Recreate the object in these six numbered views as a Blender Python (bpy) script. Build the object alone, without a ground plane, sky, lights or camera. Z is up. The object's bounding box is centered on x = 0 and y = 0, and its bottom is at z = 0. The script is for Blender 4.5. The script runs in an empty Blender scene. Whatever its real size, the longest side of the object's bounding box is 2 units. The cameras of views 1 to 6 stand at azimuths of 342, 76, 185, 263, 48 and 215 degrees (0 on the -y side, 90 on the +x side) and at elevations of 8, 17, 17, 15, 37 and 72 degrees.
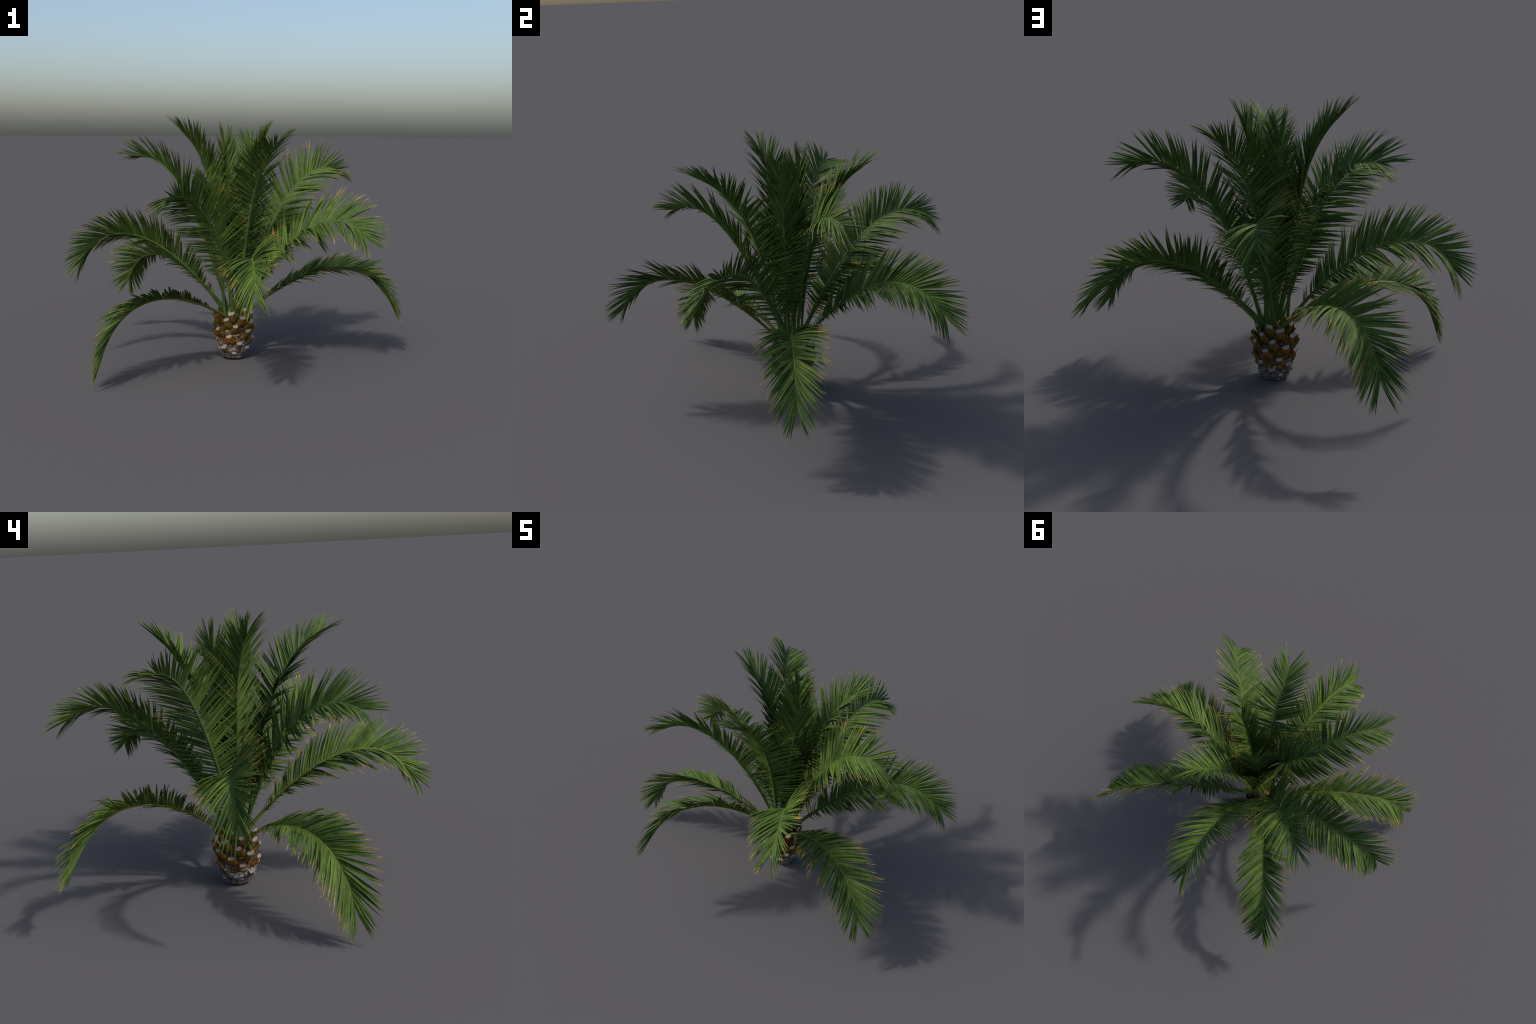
"""A young date palm: a stubby trunk of cut leaf bases on a golden-angle spiral,
and above it sixteen arching feather fronds that carry on the same spiral."""
import bpy, math, random
import numpy as np
from mathutils import Matrix, Vector, noise

RNG = random.Random(7)
AXIS = np.array([-0.006, 0.060, 0.0])        # the trunk stands here
GOLDEN = 137.5                               # degrees between one leaf and the next

# ------------------------------------------------------------------ materials
def srgb(r, g, b):
    f = lambda c: (c / 255) / 12.92 if c / 255 <= 0.04045 else ((c / 255 + 0.055) / 1.055) ** 2.4
    return (f(r), f(g), f(b), 1.0)


def new_material(name, rough=0.5, spec=0.4):
    m = bpy.data.materials.new(name)
    m.use_nodes = True
    nt = m.node_tree
    b = nt.nodes["Principled BSDF"]
    b.inputs["Roughness"].default_value = rough
    b.inputs["Specular IOR Level"].default_value = spec
    return m, nt, b


def add_noise(nt, scale, detail=3.0, stretch=(1, 1, 1), rough=0.55):
    tc = nt.nodes.new("ShaderNodeTexCoord")
    mp = nt.nodes.new("ShaderNodeMapping")
    mp.inputs["Scale"].default_value = stretch
    n = nt.nodes.new("ShaderNodeTexNoise")
    n.inputs["Scale"].default_value = scale
    n.inputs["Detail"].default_value = detail
    n.inputs["Roughness"].default_value = rough
    nt.links.new(tc.outputs["Object"], mp.inputs["Vector"])
    nt.links.new(mp.outputs["Vector"], n.inputs["Vector"])
    return n.outputs["Fac"]


def add_ramp(nt, fac, stops):
    r = nt.nodes.new("ShaderNodeValToRGB")
    e = r.color_ramp.elements
    while len(e) < len(stops):
        e.new(0.5)
    for k, (p, c) in enumerate(stops):
        e[k].position, e[k].color = p, c
    nt.links.new(fac, r.inputs["Fac"])
    return r.outputs["Color"]


def add_mix(nt, fac, a, b):
    m = nt.nodes.new("ShaderNodeMix")
    m.data_type = "RGBA"
    for sock, v in ((m.inputs["Factor"], fac), (m.inputs["A"], a), (m.inputs["B"], b)):
        if hasattr(v, "is_linked"):
            nt.links.new(v, sock)
        else:
            sock.default_value = v
    return m.outputs["Result"]


def add_bump(nt, b, height, strength, dist=0.004):
    bp = nt.nodes.new("ShaderNodeBump")
    bp.inputs["Strength"].default_value = strength
    bp.inputs["Distance"].default_value = dist
    nt.links.new(height, bp.inputs["Height"])
    nt.links.new(bp.outputs["Normal"], b.inputs["Normal"])


def leaf_material(name, dark, light, rough=0.6, glow=0.11):
    m, nt, b = new_material(name, rough, 0.14)
    col = add_ramp(nt, add_noise(nt, 26, 2), [(0.3, dark), (0.7, light)])
    nt.links.new(col, b.inputs["Base Color"])
    tr = nt.nodes.new("ShaderNodeBsdfTranslucent")
    nt.links.new(col, tr.inputs["Color"])
    mx = nt.nodes.new("ShaderNodeMixShader")
    mx.inputs[0].default_value = glow
    out = nt.nodes["Material Output"]
    nt.links.new(b.outputs[0], mx.inputs[1])
    nt.links.new(tr.outputs[0], mx.inputs[2])
    nt.links.new(mx.outputs[0], out.inputs["Surface"])
    return m


LEAF_GREENS = [
    leaf_material("leaf_green", srgb(61, 83, 34), srgb(81, 103, 45)),
    leaf_material("leaf_deep_green", srgb(49, 72, 33), srgb(67, 89, 40)),
    leaf_material("leaf_fresh_green", srgb(75, 96, 38), srgb(94, 116, 50)),
]
LEAF_OLIVE = leaf_material("leaf_olive", srgb(104, 106, 40), srgb(126, 120, 48))
LEAF_GOLD = leaf_material("leaf_gold", srgb(160, 124, 46), srgb(184, 146, 62))
LEAF_STRAW = leaf_material("leaf_straw", srgb(150, 120, 84), srgb(184, 154, 114))
LEAF_BROWN = leaf_material("leaf_brown", srgb(84, 66, 44), srgb(122, 98, 66))
LEAF_SLOTS = LEAF_GREENS + [LEAF_OLIVE, LEAF_GOLD, LEAF_STRAW, LEAF_BROWN]
OLIVE, GOLD, STRAW, BROWN = 3, 4, 5, 6


def stalk_material(name, dark, light):
    m, nt, b = new_material(name, 0.6, 0.22)
    nt.links.new(add_ramp(nt, add_noise(nt, 18, 3), [(0.3, dark), (0.7, light)]), b.inputs["Base Color"])
    return m


STALK_GREEN = stalk_material("stalk_green", srgb(58, 84, 34), srgb(76, 100, 42))
STALK_OLIVE = stalk_material("stalk_olive", srgb(80, 92, 32), srgb(102, 110, 40))
SPINE_BROWN = stalk_material("spine_brown", srgb(92, 66, 44), srgb(132, 98, 66))


def boot_material(name, low, mid, high):
    """ochre stub: dark and fibrous at the foot, mottled, streaked along its length (local z runs 0..1 along the stub)"""
    m, nt, b = new_material(name, 0.7, 0.2)
    base = add_ramp(nt, add_noise(nt, 2.6, 5, (1, 1, 1.4)), [(0.3, low), (0.47, mid), (0.62, high), (0.78, mid)])
    fibre = add_noise(nt, 7, 4, (1, 1, 0.3))
    col = add_mix(nt, add_ramp(nt, fibre, [(0.5, (0, 0, 0, 1)), (0.72, (.7, .7, .7, 1))]), base, low)
    nt.links.new(col, b.inputs["Base Color"])
    add_bump(nt, b, fibre, 0.6, 0.08)
    return m


def weathered_material(name, stops, scale=70):
    m, nt, b = new_material(name, 0.85, 0.2)
    f = add_noise(nt, scale, 6, rough=0.7)
    nt.links.new(add_ramp(nt, f, stops), b.inputs["Base Color"])
    add_bump(nt, b, f, 0.7, 0.004)
    return m


BOOT_OLIVE = boot_material("boot_olive", srgb(60, 44, 22), srgb(106, 84, 30), srgb(134, 106, 38))
BOOT_OCHRE = boot_material("boot_ochre", srgb(66, 42, 24), srgb(124, 82, 30), srgb(158, 108, 38))
BOOT_BROWN = boot_material("boot_weathered", srgb(62, 52, 44), srgb(112, 90, 62), srgb(146, 128, 102))
BOOT_GREY = boot_material("boot_grey", srgb(58, 56, 54), srgb(104, 98, 90), srgb(150, 146, 138))
CUT_FACE = boot_material("cut_face", srgb(88, 84, 84), srgb(150, 146, 148), srgb(184, 180, 182))
FIBRE = weathered_material("trunk_fibre", [(0.3, srgb(44, 34, 28)), (0.5, srgb(86, 66, 48)), (0.66, srgb(122, 92, 64)), (0.8, srgb(150, 126, 98))], 60)
SHEATH = weathered_material("sheath", [(0.3, srgb(92, 70, 50)), (0.55, srgb(150, 114, 88)), (0.75, srgb(176, 146, 116))], 60)
ROOT_GREY = weathered_material("root_grey", [(0.36, srgb(40, 38, 36)), (0.52, srgb(80, 76, 72)), (0.66, srgb(146, 140, 134)), (0.78, srgb(104, 78, 60))], 45)
SCALE_GREY = weathered_material("scale_grey", [(0.32, srgb(62, 58, 54)), (0.5, srgb(112, 104, 94)), (0.66, srgb(156, 150, 140)), (0.8, srgb(120, 92, 64))], 80)
SCALE_PALE = weathered_material("scale_pale", [(0.3, srgb(104, 102, 100)), (0.5, srgb(158, 155, 150)), (0.7, srgb(186, 182, 176))], 80)
CHIP = weathered_material("old_scale", [(0.3, srgb(112, 96, 68)), (0.55, srgb(160, 142, 104)), (0.8, srgb(186, 174, 146))], 90)


# ------------------------------------------------------------------ helpers
def make_mesh(name, verts, faces, mats, face_mat=None, smooth=True):
    me = bpy.data.meshes.new(name)
    me.from_pydata([tuple(v) for v in verts], [], faces)
    for m in mats:
        me.materials.append(m)
    if face_mat is not None:
        me.polygons.foreach_set("material_index", np.asarray(face_mat, dtype=np.int32))
    me.polygons.foreach_set("use_smooth", [smooth] * len(me.polygons))
    me.update()
    return me


def add_object(name, mesh, parent, matrix=None):
    o = bpy.data.objects.new(name, mesh)
    bpy.context.collection.objects.link(o)
    o.parent = parent
    if matrix is not None:
        o.matrix_local = matrix
    return o


def unit(v):
    return v / max(np.linalg.norm(v), 1e-9)


def lerp(x, *stops):
    xs, ys = zip(*stops)
    return float(np.interp(x, xs, ys))


def bezier(cp, t):
    n = len(cp) - 1
    return sum(math.comb(n, k) * t ** k * (1 - t) ** (n - k) * cp[k] for k in range(n + 1))


palm = bpy.data.objects.new("date_palm", None)
bpy.context.collection.objects.link(palm)
palm.location = tuple(AXIS)
palm["label"] = "young date palm, arching green feather fronds, stubby boot-covered trunk"
palm["category"] = "palm tree"
bpy.context.view_layer.update()

# ------------------------------------------------------------------ trunk core
CORE = [(0.006, 0.044), (0.010, 0.064), (0.016, 0.069), (0.022, 0.069), (0.027, 0.066), (0.034, 0.070), (0.045, 0.078),
        (0.060, 0.083), (0.085, 0.086), (0.115, 0.087), (0.150, 0.087), (0.185, 0.082), (0.215, 0.072),
        (0.240, 0.060), (0.262, 0.046), (0.285, 0.032), (0.300, 0.018)]


def core_radius(z):
    return lerp(z, *CORE)


def build_core():
    seg, verts, faces, fm = 96, [], [], []
    zs = np.linspace(0.006, 0.300, 70)
    for z in zs:
        for k in range(seg):
            a = math.tau * k / seg
            r = core_radius(z)
            n = noise.noise((math.cos(a) * r * 60, math.sin(a) * r * 60, z * 90))
            n2 = noise.noise((math.cos(a) * r * 170, math.sin(a) * r * 170, z * 120 + 9))
            r += 0.0055 * n + 0.003 * n2
            verts.append((r * math.cos(a), r * math.sin(a), z))
    for i in range(len(zs) - 1):
        for k in range(seg):
            j = (k + 1) % seg
            faces.append((i * seg + k, i * seg + j, (i + 1) * seg + j, (i + 1) * seg + k))
            fm.append(0 if zs[i] < 0.055 + 0.012 * math.sin(k * 0.9) else (2 if zs[i] > 0.235 else 1))
    faces.append(tuple(range(seg))[::-1]); fm.append(0)
    faces.append(tuple((len(zs) - 1) * seg + k for k in range(seg))); fm.append(2)
    add_object("trunk", make_mesh("trunk", verts, faces, [ROOT_GREY, FIBRE, SHEATH], fm), palm)


build_core()


# ------------------------------------------------------------------ cut leaf bases ("boots")
def boot_mesh(name, seed, skin):
    """A stub: wide keeled foot, lens section with blunt corners, sawn off aslant. x out, y across, z along (0..1)."""
    rng = random.Random(seed)
    n, rings = 22, 11
    verts, faces, fm = [], [], []
    end_w, slant, lop = rng.uniform(0.52, 0.68), rng.uniform(-0.05, 0.10), rng.uniform(-0.10, 0.10)
    foot = rng.uniform(0.85, 1.1)
    for i in range(rings):
        t = i / (rings - 1)
        w = lerp(t, (0, 0.9 * foot), (0.22, 1.0 * foot), (0.5, 0.82), (0.8, end_w + 0.06), (1, end_w))
        d = lerp(t, (0, 0.34), (0.3, 0.44), (0.7, 0.36), (1, 0.33))
        for k in range(n):
            a = math.tau * k / n
            c, s = math.cos(a), math.sin(a)
            c2, s2 = math.copysign(abs(c) ** 0.85, c), math.copysign(abs(s) ** 0.7, s)
            x = s2 * d * (0.5 if s < 0 else 1.0)                        # x > 0: rounded back with a keel; x < 0: flat inner face
            if s > 0.9:
                x *= 1.08
            y = c2 * w + lop * t * w
            j = 1 + 0.16 * noise.noise((c * 1.8 + seed * 3.1, s * 1.8, t * 2.6)) + 0.06 * noise.noise((c * 5 + seed, s * 5, t * 4))
            z = t + (slant * c - 0.22 * x if i == rings - 1 else 0)
            verts.append((x * j, y * j, z))
    for i in range(rings - 1):
        for k in range(n):
            j = (k + 1) % n
            faces.append((i * n + k, i * n + j, (i + 1) * n + j, (i + 1) * n + k)); fm.append(0)
    last, ring = (rings - 1) * n, len(verts)                            # sawn end: a thin bark rim, then the pale rough pith
    for f, dz in ((0.90, 0.0), (0.84, 0.02), (0.45, 0.03)):
        for k in range(n):
            x, y, z = verts[last + k]
            verts.append((x * f, y * f + lop * end_w * (1 - f), z * 1.0 + dz + 0.03 * noise.noise((x * 9 + seed, y * 9, f * 7))))
    for q in range(3):
        p0 = last if q == 0 else ring + (q - 1) * n
        for k in range(n):
            j = (k + 1) % n
            faces.append((p0 + k, p0 + j, ring + q * n + j, ring + q * n + k)); fm.append(0 if q == 0 else 1)
    faces.append(tuple(ring + 2 * n + k for k in range(n))); fm.append(1)
    faces.append(tuple(range(n))[::-1]); fm.append(0)
    me = make_mesh(name, verts, faces, [skin, CUT_FACE], fm)
    flat = [fm[p.index] == 1 or p.index >= (rings - 1) * n for p in me.polygons]
    me.polygons.foreach_set("use_smooth", [not f for f in flat])
    return me


BOOT_KINDS = {skin: [boot_mesh("leaf_base", s + 10 * q, skin) for s in range(6)] for q, skin in enumerate((BOOT_OLIVE, BOOT_OCHRE, BOOT_BROWN, BOOT_GREY))}


def spiral_azimuth(k):
    return math.radians(229 - GOLDEN * k)


def out_frame(az, tilt):
    """columns x (outer normal), y (sideways), z (along the stub, tilted out from upright)"""
    o = np.array([math.cos(az), math.sin(az), 0.0])
    u = np.array([0, 0, 1.0])
    z = math.cos(tilt) * u + math.sin(tilt) * o
    x = math.cos(tilt) * o - math.sin(tilt) * u
    y = np.cross(z, x)
    return o, x, y, z


def place(x, y, z, origin):
    m = Matrix.Identity(4)
    for c, v in enumerate((x, y, z, origin)):
        for r in range(3):
            m[r][c] = v[r]
    return m


for k in range(-12, 29):
    az = spiral_azimuth(k) + math.radians(RNG.uniform(-3, 3))
    cut_z = lerp(k, (-12, 0.302), (-10, 0.293), (0, 0.243), (10, 0.176), (20, 0.090), (28, 0.036)) + RNG.uniform(-0.004, 0.004)
    cut_r = RNG.uniform(-0.004, 0.006) + lerp(cut_z, (0.03, 0.072), (0.05, 0.086), (0.08, 0.097), (0.13, 0.110), (0.18, 0.120), (0.24, 0.114), (0.28, 0.098), (0.31, 0.075))
    tilt = math.radians(lerp(cut_z, (0.03, 62), (0.08, 50), (0.14, 40), (0.22, 36), (0.30, 26)) + RNG.uniform(-5, 5))
    length = lerp(cut_z, (0.03, 0.030), (0.08, 0.044), (0.14, 0.062), (0.25, 0.076)) * RNG.uniform(0.9, 1.08)
    wide = lerp(cut_z, (0.03, 0.023), (0.08, 0.028), (0.14, 0.030), (0.25, 0.031)) * RNG.uniform(0.86, 1.14)
    deep = lerp(cut_z, (0.03, 0.026), (0.08, 0.032), (0.14, 0.036), (0.25, 0.038))
    skin = (BOOT_OLIVE if cut_z > 0.20 + RNG.uniform(-0.03, 0.03) else BOOT_OCHRE if cut_z > 0.112 + RNG.uniform(-0.012, 0.012)
            else BOOT_BROWN if cut_z > 0.075 else BOOT_GREY)
    o, x, y, z = out_frame(az, tilt)
    tip = o * cut_r + np.array([0, 0, cut_z])
    me = RNG.choice(BOOT_KINDS[skin])
    add_object("leaf_base", me, palm, place(x * deep, y * wide, z * length, tip - z * length))

# pale chips of old scale wedged between the boots
def chip_mesh(seed):
    rng = random.Random(seed)
    verts, faces, n = [], [], 10
    for i, (z, s) in enumerate(((0, 0.75), (0.5, 1.0), (0.9, 0.75), (1.0, 0.35))):
        for k in range(n):
            a = math.tau * k / n
            verts.append((0.35 * s * math.sin(a) * rng.uniform(.8, 1.1), s * math.cos(a) * rng.uniform(.85, 1.1), z))
    for i in range(3):
        for k in range(n):
            j = (k + 1) % n
            faces.append((i * n + k, i * n + j, (i + 1) * n + j, (i + 1) * n + k))
    faces += [tuple(range(n))[::-1], tuple(3 * n + k for k in range(n))]
    return verts, faces


def merge(parts):
    V, F, n = [], [], 0
    for v, f in parts:
        V.append(v); F += [tuple(i + n for i in q) for q in f]; n += len(v)
    return np.vstack(V), F


def build_chips(count, zlow, zhigh, name, mat, size):
    parts = []
    for c in range(count):
        az = RNG.uniform(0, math.tau)
        zz = RNG.uniform(zlow, zhigh)
        o, x, y, z = out_frame(az, math.radians(RNG.uniform(10, 45)))
        s = RNG.uniform(*size)
        v, f = chip_mesh(c)
        v = np.array(v)
        org = o * (core_radius(zz) - 0.002) + np.array([0, 0, zz])
        parts.append((org + v[:, :1] * x * s + v[:, 1:2] * y * s + v[:, 2:] * z * s * 1.7, f))
    v, f = merge(parts)
    ob = add_object(name, make_mesh(name, v, f, [mat], smooth=False), palm)
    ob["kind"] = "stuff"


build_chips(30, 0.05, 0.19, "old_scale", CHIP, (0.005, 0.010))
build_chips(80, 0.028, 0.105, "weathered_scale", SCALE_GREY, (0.008, 0.018))
build_chips(26, 0.035, 0.095, "bleached_scale", SCALE_PALE, (0.007, 0.013))
build_chips(80, 0.08, 0.25, "fibre_scrap", FIBRE, (0.006, 0.016))


def build_root_ring():
    """knobbly dark rings of old roots around the foot"""
    parts = []
    for r0, z0, h in ((0.069, 0.019, 0.0045), (0.064, 0.011, 0.005), (0.074, 0.033, 0.004)):
        n, q, v, f = 110, 8, [], []
        for k in range(n):
            a = math.tau * k / n
            g = 1 + 0.45 * noise.noise((math.cos(a) * 7, math.sin(a) * 7, z0 * 100))
            rr = r0 + 0.003 * noise.noise((math.cos(a) * 4, math.sin(a) * 4, 5 + z0 * 50))
            for j in range(q):
                b = math.tau * j / q
                v.append(((rr + h * g * math.cos(b)) * math.cos(a), (rr + h * g * math.cos(b)) * math.sin(a), max(0.003, z0 + h * g * 0.8 * math.sin(b))))
        for k in range(n):
            for j in range(q):
                a, b = (k + 1) % n, (j + 1) % q
                f.append((k * q + j, a * q + j, a * q + b, k * q + b))
        parts.append((np.array(v), f))
    v, f = merge(parts)
    add_object("root_ring", make_mesh("root_ring", v, f, [ROOT_GREY]), palm)


build_root_ring()

# ------------------------------------------------------------------ fronds
# spine of each frond as five control points, oldest first; each is one golden angle on from the one before
SPINES = [
    [(-0.043, 0.041, 0.233), (-0.350, -0.130, 0.465), (-0.641, -0.270, 0.496), (-0.808, -0.360, 0.350), (-0.848, -0.362, 0.020)],
    [(0.028, 0.058, 0.232), (0.331, -0.055, 0.523), (0.621, -0.122, 0.624), (0.829, -0.153, 0.521), (0.911, -0.194, 0.214)],
    [(-0.020, 0.079, 0.245), (-0.216, 0.353, 0.543), (-0.377, 0.598, 0.653), (-0.489, 0.754, 0.553), (-0.508, 0.858, 0.236)],
    [(-0.003, 0.027, 0.245), (-0.027, -0.284, 0.603), (-0.082, -0.551, 0.772), (-0.145, -0.763, 0.714), (-0.158, -0.850, 0.446)],
    [(0.024, 0.073, 0.252), (0.250, 0.271, 0.622), (0.454, 0.435, 0.815), (0.614, 0.563, 0.782), (0.770, 0.637, 0.514)],
    [(-0.042, 0.055, 0.246), (-0.318, 0.084, 0.664), (-0.593, 0.129, 0.849), (-0.816, 0.154, 0.785), (-0.894, 0.104, 0.493)],
    [(0.034, 0.044, 0.236), (0.187, -0.102, 0.672), (0.352, -0.296, 0.907), (0.508, -0.444, 0.909), (0.563, -0.580, 0.671)],
    [(-0.008, 0.088, 0.247), (0.021, 0.292, 0.713), (0.016, 0.519, 0.998), (0.009, 0.726, 1.048), (-0.016, 0.891, 0.834)],
    [(-0.017, 0.030, 0.239), (-0.070, -0.105, 0.673), (-0.263, -0.235, 0.967), (-0.436, -0.382, 1.068), (-0.530, -0.534, 0.893)],
    [(0.046, 0.063, 0.237), (0.156, 0.069, 0.743), (0.342, 0.066, 1.076), (0.547, 0.065, 1.185), (0.704, 0.152, 1.036)],
    [(-0.028, 0.061, 0.258), (-0.168, 0.155, 0.754), (-0.265, 0.247, 1.093), (-0.382, 0.346, 1.222), (-0.574, 0.478, 1.129)],
    [(-0.004, 0.006, 0.236), (0.024, -0.065, 0.673), (0.040, -0.133, 0.997), (0.040, -0.259, 1.178), (0.105, -0.511, 1.268)],
    [(0.025, 0.091, 0.233), (0.037, 0.113, 0.646), (0.057, 0.171, 0.974), (0.116, 0.272, 1.186), (0.252, 0.433, 1.277)],
    [(-0.061, 0.046, 0.232), (-0.094, 0.035, 0.636), (-0.102, 0.042, 0.973), (-0.165, 0.030, 1.207), (-0.383, -0.038, 1.346)],
    [(0.042, 0.031, 0.224), (0.038, 0.010, 0.579), (0.039, 0.021, 0.901), (0.080, 0.023, 1.168), (0.200, -0.064, 1.355)],
    [(-0.012, 0.065, 0.240), (-0.020, 0.075, 0.520), (-0.030, 0.085, 0.830), (-0.037, 0.108, 1.090), (-0.042, 0.150, 1.320)],
]
# set of each blade: roll about its spine at base and tip, lift of the leaflets out of the blade's plane (degrees), spread factor
BLADE_SET = [(2, 40, 16, 0.86), (0, 20, 11, 0.92), (6, 42, 18, 0.96), (10, 46, 12, 0.95), (30, 46, 17, 0.95), (26, 42, 14, 1.02),
             (38, 40, 12, 1.12), (26, 42, 10, 1.06), (34, 46, 16, 1.08), (40, 54, 16, 1.05), (28, 32, 18, 1.10), (7, 9, 20, 1.06),
             (8, 10, 24, 0.98), (0, 0, 27, 0.80), (6, 8, 24, 0.64), (6, 6, 20, 0.62)]
STALK_SHARE = 0.90                            # the stalk ends here; the last leaflets carry the line on
LEAFLETS_A_SIDE = 108
BARE = 0.155                                  # share of the spine below the first leaflet
SINGLES_A_FROND = 18                          # leaflets kept as objects of their own, the longest ones

SEG = 9                                       # lengthwise cuts of a leaflet


def leaflet_shape(sag):
    """x along (length 1), y across (half width 1), z up (unit = half width); folded along the midrib,
    bent down by sag radians over its length. The bend is returned apart, in lengths."""
    xs, zs, ws = [], [], []
    x = z = 0.0
    for i in range(SEG + 1):
        t = i / SEG
        xs.append(x); zs.append(z)
        ws.append(lerp(t, (0, 0.42), (0.08, 0.75), (0.25, 1.0), (0.5, 0.86), (0.75, 0.48), (0.9, 0.20), (1, 0.02)))
        a = -sag * ((i + 0.5) / SEG) ** 1.3
        x += math.cos(a) / SEG; z += math.sin(a) / SEG
    return np.array(xs), np.array(zs), np.array(ws)


SAGS = [-0.3, -0.15, 0.0, 0.15, 0.3, 0.45, 0.6, 0.8, 1.0]
SHAPES = [leaflet_shape(s) for s in SAGS]
RING = 4


def leaflet_faces():
    f = []
    for i in range(SEG):
        for k in range(RING):
            j = (k + 1) % RING
            f.append((i * RING + k, i * RING + j, (i + 1) * RING + j, (i + 1) * RING + k))
    f.append(tuple(range(RING))[::-1])
    f.append(tuple(SEG * RING + k for k in range(RING)))
    return f


LEAFLET_FACES = leaflet_faces()


def leaflet_verts(kind, length, half):
    xs, zs, ws = SHAPES[kind]
    v = []
    for i in range(SEG + 1):
        w = ws[i] * half
        th = 0.0008 * (0.35 + 0.65 * ws[i])                           # the blade is under 2 mm thick, thickest at the midrib
        x, z, e = xs[i] * length, zs[i] * length, w * 0.38            # edges lifted: a shallow gutter
        # round the section: left edge, under the midrib, right edge, over the midrib
        v += [(x, -w, z + e), (x, 0, z - th * 2.0), (x, w, z + e), (x, 0, z + th * 0.6)]
    return np.array(v)


def leaflet_face_mats(green, dry):
    """dry: share of the length, from the tip, that has turned; it goes olive, gold, straw"""
    fm = []
    for i in range(SEG):
        t = (i + 0.5) / SEG
        over = t - (1 - dry)
        if dry > 1:
            fm += [BROWN if t > 0.15 else OLIVE] * RING
            continue
        m = green if over < -0.10 else OLIVE if over < 0.02 else GOLD if t < 0.9 or dry > 0.3 else STRAW
        fm += [m] * RING
    return fm + [fm[0], fm[-1]]


SINGLE_CACHE = {}


def single_mesh(kind, green, dry):
    key = (kind, green, round(dry, 2))
    if key not in SINGLE_CACHE:
        SINGLE_CACHE[key] = make_mesh("leaflet", leaflet_verts(kind, 0.2, 0.0062), LEAFLET_FACES, LEAF_SLOTS, leaflet_face_mats(green, dry), False)
    return SINGLE_CACHE[key]


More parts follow.
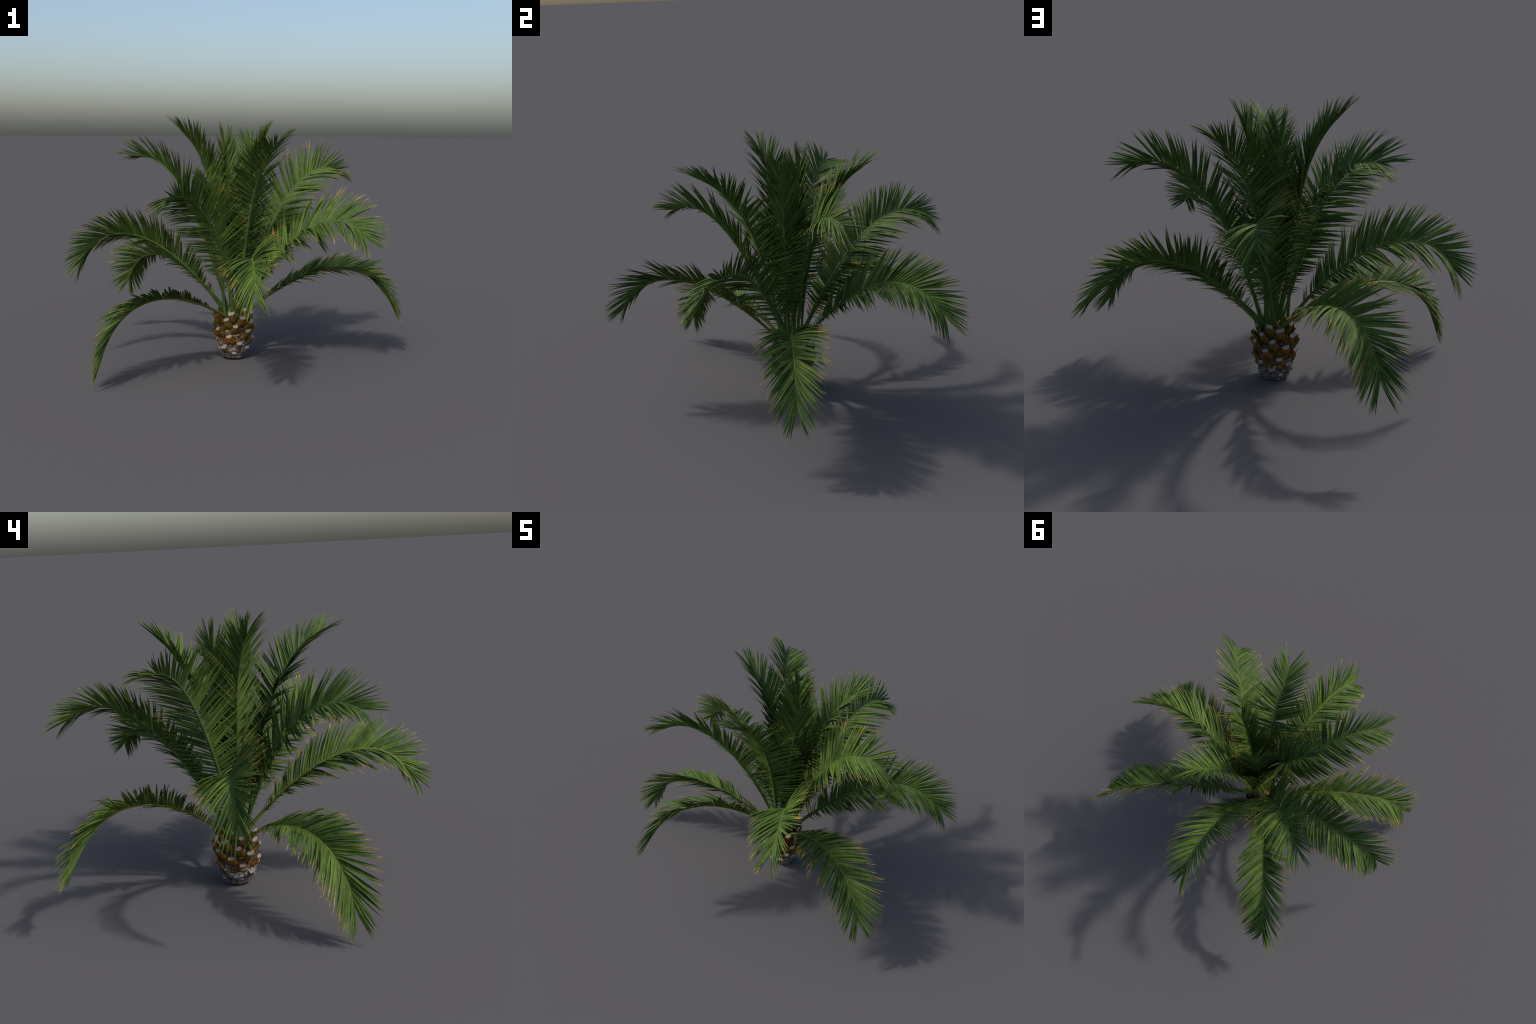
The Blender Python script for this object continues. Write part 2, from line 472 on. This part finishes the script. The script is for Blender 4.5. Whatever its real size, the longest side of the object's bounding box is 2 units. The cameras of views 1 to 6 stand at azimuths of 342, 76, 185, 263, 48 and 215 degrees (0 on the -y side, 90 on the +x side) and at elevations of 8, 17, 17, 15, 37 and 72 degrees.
def build_frond(index, spine):
    rng = random.Random(100 + index)
    age = 1 - index / (len(SPINES) - 1)                               # 1 oldest .. 0 the spear in the middle
    cp = [np.array(p) for p in spine]
    n = 64
    raw = [bezier(cp, {0: STALK_SHARE - 0.02, 10: STALK_SHARE - 0.015, 14: STALK_SHARE - 0.035}.get(index, STALK_SHARE) * i / 200) for i in range(201)]
    arc = np.concatenate([[0], np.cumsum(np.linalg.norm(np.diff(raw, axis=0), axis=1))])
    total = arc[-1]
    us = np.linspace(0, 1, n)
    P = np.stack([np.interp(us * total, arc, np.array(raw)[:, c]) for c in range(3)], 1)
    T = np.gradient(P, axis=0)
    T /= np.linalg.norm(T, axis=1)[:, None]
    lean = P[int(n * 0.75)] - P[0]
    lean[2] = 0
    lean = unit(lean)
    side0 = np.array([-lean[1], lean[0], 0.0])
    r0, r1, lift_here, spread = BLADE_SET[index]
    S, N = [], []
    for i in range(n):
        s = unit(side0 - T[i] * (side0 @ T[i]))
        nn = np.cross(T[i], s)
        roll = math.radians(r0 + (r1 - r0) * us[i])
        s, nn = s * math.cos(roll) + nn * math.sin(roll), nn * math.cos(roll) - s * math.sin(roll)
        S.append(s); N.append(nn)
    S, N = np.array(S), np.array(N)
    if N[n // 3] @ (np.array([0, 0, 1.0]) - lean) < 0:                 # upper face looks up and in towards the middle
        S, N = -S, -N

    # the stalk: broad clasping foot, then a tapering flattened rod
    q, verts, faces = 12, [], []
    spear = index == len(SPINES) - 1
    for i in range(n):
        u = us[i]
        w = lerp(u, (0, 0.024), (0.03, 0.020), (0.08, 0.0140), (0.2, 0.0110), (0.5, 0.0070), (0.8, 0.0040), (1, 0.0012))
        d = lerp(u, (0, 0.011), (0.05, 0.010), (0.2, 0.0080), (0.5, 0.0058), (0.8, 0.0034), (1, 0.0010))
        for k in range(q):
            a = math.tau * k / q
            c, s = math.cos(a), math.sin(a)
            verts.append(P[i] + S[i] * w * c + N[i] * d * (s * (0.55 if s > 0 else 1.0)))
    for i in range(n - 1):
        for k in range(q):
            j = (k + 1) % q
            faces.append((i * q + k, i * q + j, (i + 1) * q + j, (i + 1) * q + k))
    faces += [tuple(range(q))[::-1], tuple((n - 1) * q + k for k in range(q))]
    origin = P[0]
    stalk = STALK_OLIVE if age > 0.78 else STALK_GREEN
    frond = add_object("frond", make_mesh("frond", np.array(verts) - origin, faces, [stalk]), palm, Matrix.Translation(Vector(origin - AXIS)))

    def at(u):
        f = u * (n - 1)
        i = min(int(f), n - 2)
        w = f - i
        mixv = lambda A: A[i] * (1 - w) + A[i + 1] * w
        return mixv(P), unit(mixv(T)), unit(mixv(S)), unit(mixv(N))

    # leaflets
    todo = []
    for sgn in (-1, 1):
        clump = [0, 0]
        left = 0
        for k in range(LEAFLETS_A_SIDE):
            u = BARE + (1 - BARE) * ((k + 0.5 + 0.25 * rng.uniform(-1, 1)) / LEAFLETS_A_SIDE) ** 0.95
            u = min(u, 0.998)
            b = (u - BARE) / (1 - BARE)
            if b < 0.12 and rng.random() < 0.35:
                continue
            if left <= 0:                                             # leaflets stand in loose bunches
                clump = [rng.gauss(0, 3), rng.gauss(0, 5)]
                left = rng.randint(2, 5)
            left -= 1
            p, t, s, nn = at(u)
            s = s * sgn
            open_angle = spread * lerp(b, (0, lerp(age, (0.5, 66), (1, 46))), (0.2, lerp(age, (0.5, 65), (1, 54))), (0.4, 57), (0.7, 48.5), (0.9, 34), (1, 20))
            lift = lift_here * lerp(b, (0, lerp(age, (0.6, 1), (1, 0.35))), (0.6, 1))
            phi = math.radians(open_angle + clump[0] + rng.gauss(0, 2.5))
            beta = math.radians(lift + clump[1] + rng.gauss(0, 4))
            d = unit(math.cos(phi) * t + math.sin(phi) * (math.cos(beta) * s + math.sin(beta) * nn))
            d = unit(d - np.array([0, 0, 0.10]))                       # the whole leaflet hangs a little
            length = lerp(b, (0, 0.055), (0.05, 0.085), (0.1, 0.100), (0.25, 0.182), (0.4, 0.232), (0.7, 0.230), (0.9, 0.195), (1, 0.150)) * lerp(age, (0, 0.96), (0.35, 1)) * rng.uniform(0.93, 1.06)
            half = lerp(b, (0, 0.0024), (0.1, 0.0048), (0.3, 0.0068), (0.7, 0.0066), (1, 0.0046)) * rng.uniform(0.88, 1.1)
            across = unit(t - d * (t @ d)) * -sgn                     # blade lies in the frond's plane,
            up = np.cross(d, across)
            if up @ nn < 0:
                across, up = -across, -up
            tw = math.radians(rng.gauss(0, 7) + (13 if k % 2 else -9)) + sgn * 0.28           # then turned a little about its own length
            across, up = across * math.cos(tw) + up * math.sin(tw), up * math.cos(tw) - across * math.sin(tw)
            sag = lerp(age, (0, 0.25), (0.3, 0.5), (1, 0.65)) * up[2] + rng.uniform(-0.08, 0.12)
            kind = min(range(len(SAGS)), key=lambda i: abs(SAGS[i] - sag))
            d = unit(d + up * math.tan(SAGS[kind] / 2.3))               # bent like a bow about its own line
            up = unit(up - d * (up @ d))
            green = rng.choices((0, 1, 2), (5, 2 + 2 * (1 - age), 2 + 2 * age))[0]
            if b < 0.09:
                dry = rng.choice((0.0, 0.3, 1.1, 1.1)) if age > 0.6 or rng.random() < 0.3 else 0.0
            else:
                dry = 0.0
                chance = lerp(age, (0, 0.0), (0.25, 0.03), (0.45, 0.14), (0.6, 0.22), (1, 0.32)) * lerp(b, (0, 1.2), (0.7, 1), (1, 0.4))
                if rng.random() < chance:
                    dry = rng.choice((0.10, 0.10, 0.10, 0.16, 0.22))
                    if rng.random() < 0.025:
                        dry = rng.choice((0.4, 0.6))
            todo.append((length, p + s * 0.002, d, across, up, half, kind, green, dry))
    order = sorted(range(len(todo)), key=lambda i: -todo[i][0])
    single = set(order[:SINGLES_A_FROND])
    V, F, M, base = [], [], [], 0
    for i, (length, p, d, across, up, half, kind, green, dry) in enumerate(todo):
        if i in single:
            k = length / 0.2
            add_object("leaflet", single_mesh(kind, green, dry), frond, place(d * k, across * half / 0.0062, up * k, p - origin))
            continue
        v = leaflet_verts(kind, length, half)
        V.append((p - origin) + v[:, :1] * d + v[:, 1:2] * across + v[:, 2:] * up)
        F += [tuple(j + base for j in f) for f in LEAFLET_FACES]
        M += leaflet_face_mats(green, dry)
        base += len(v)
    rest = add_object("leaflets", make_mesh("leaflets", np.vstack(V), F, LEAF_SLOTS, M, False), frond)
    rest["kind"] = "stuff"


for i, sp in enumerate(SPINES):
    build_frond(i, sp)
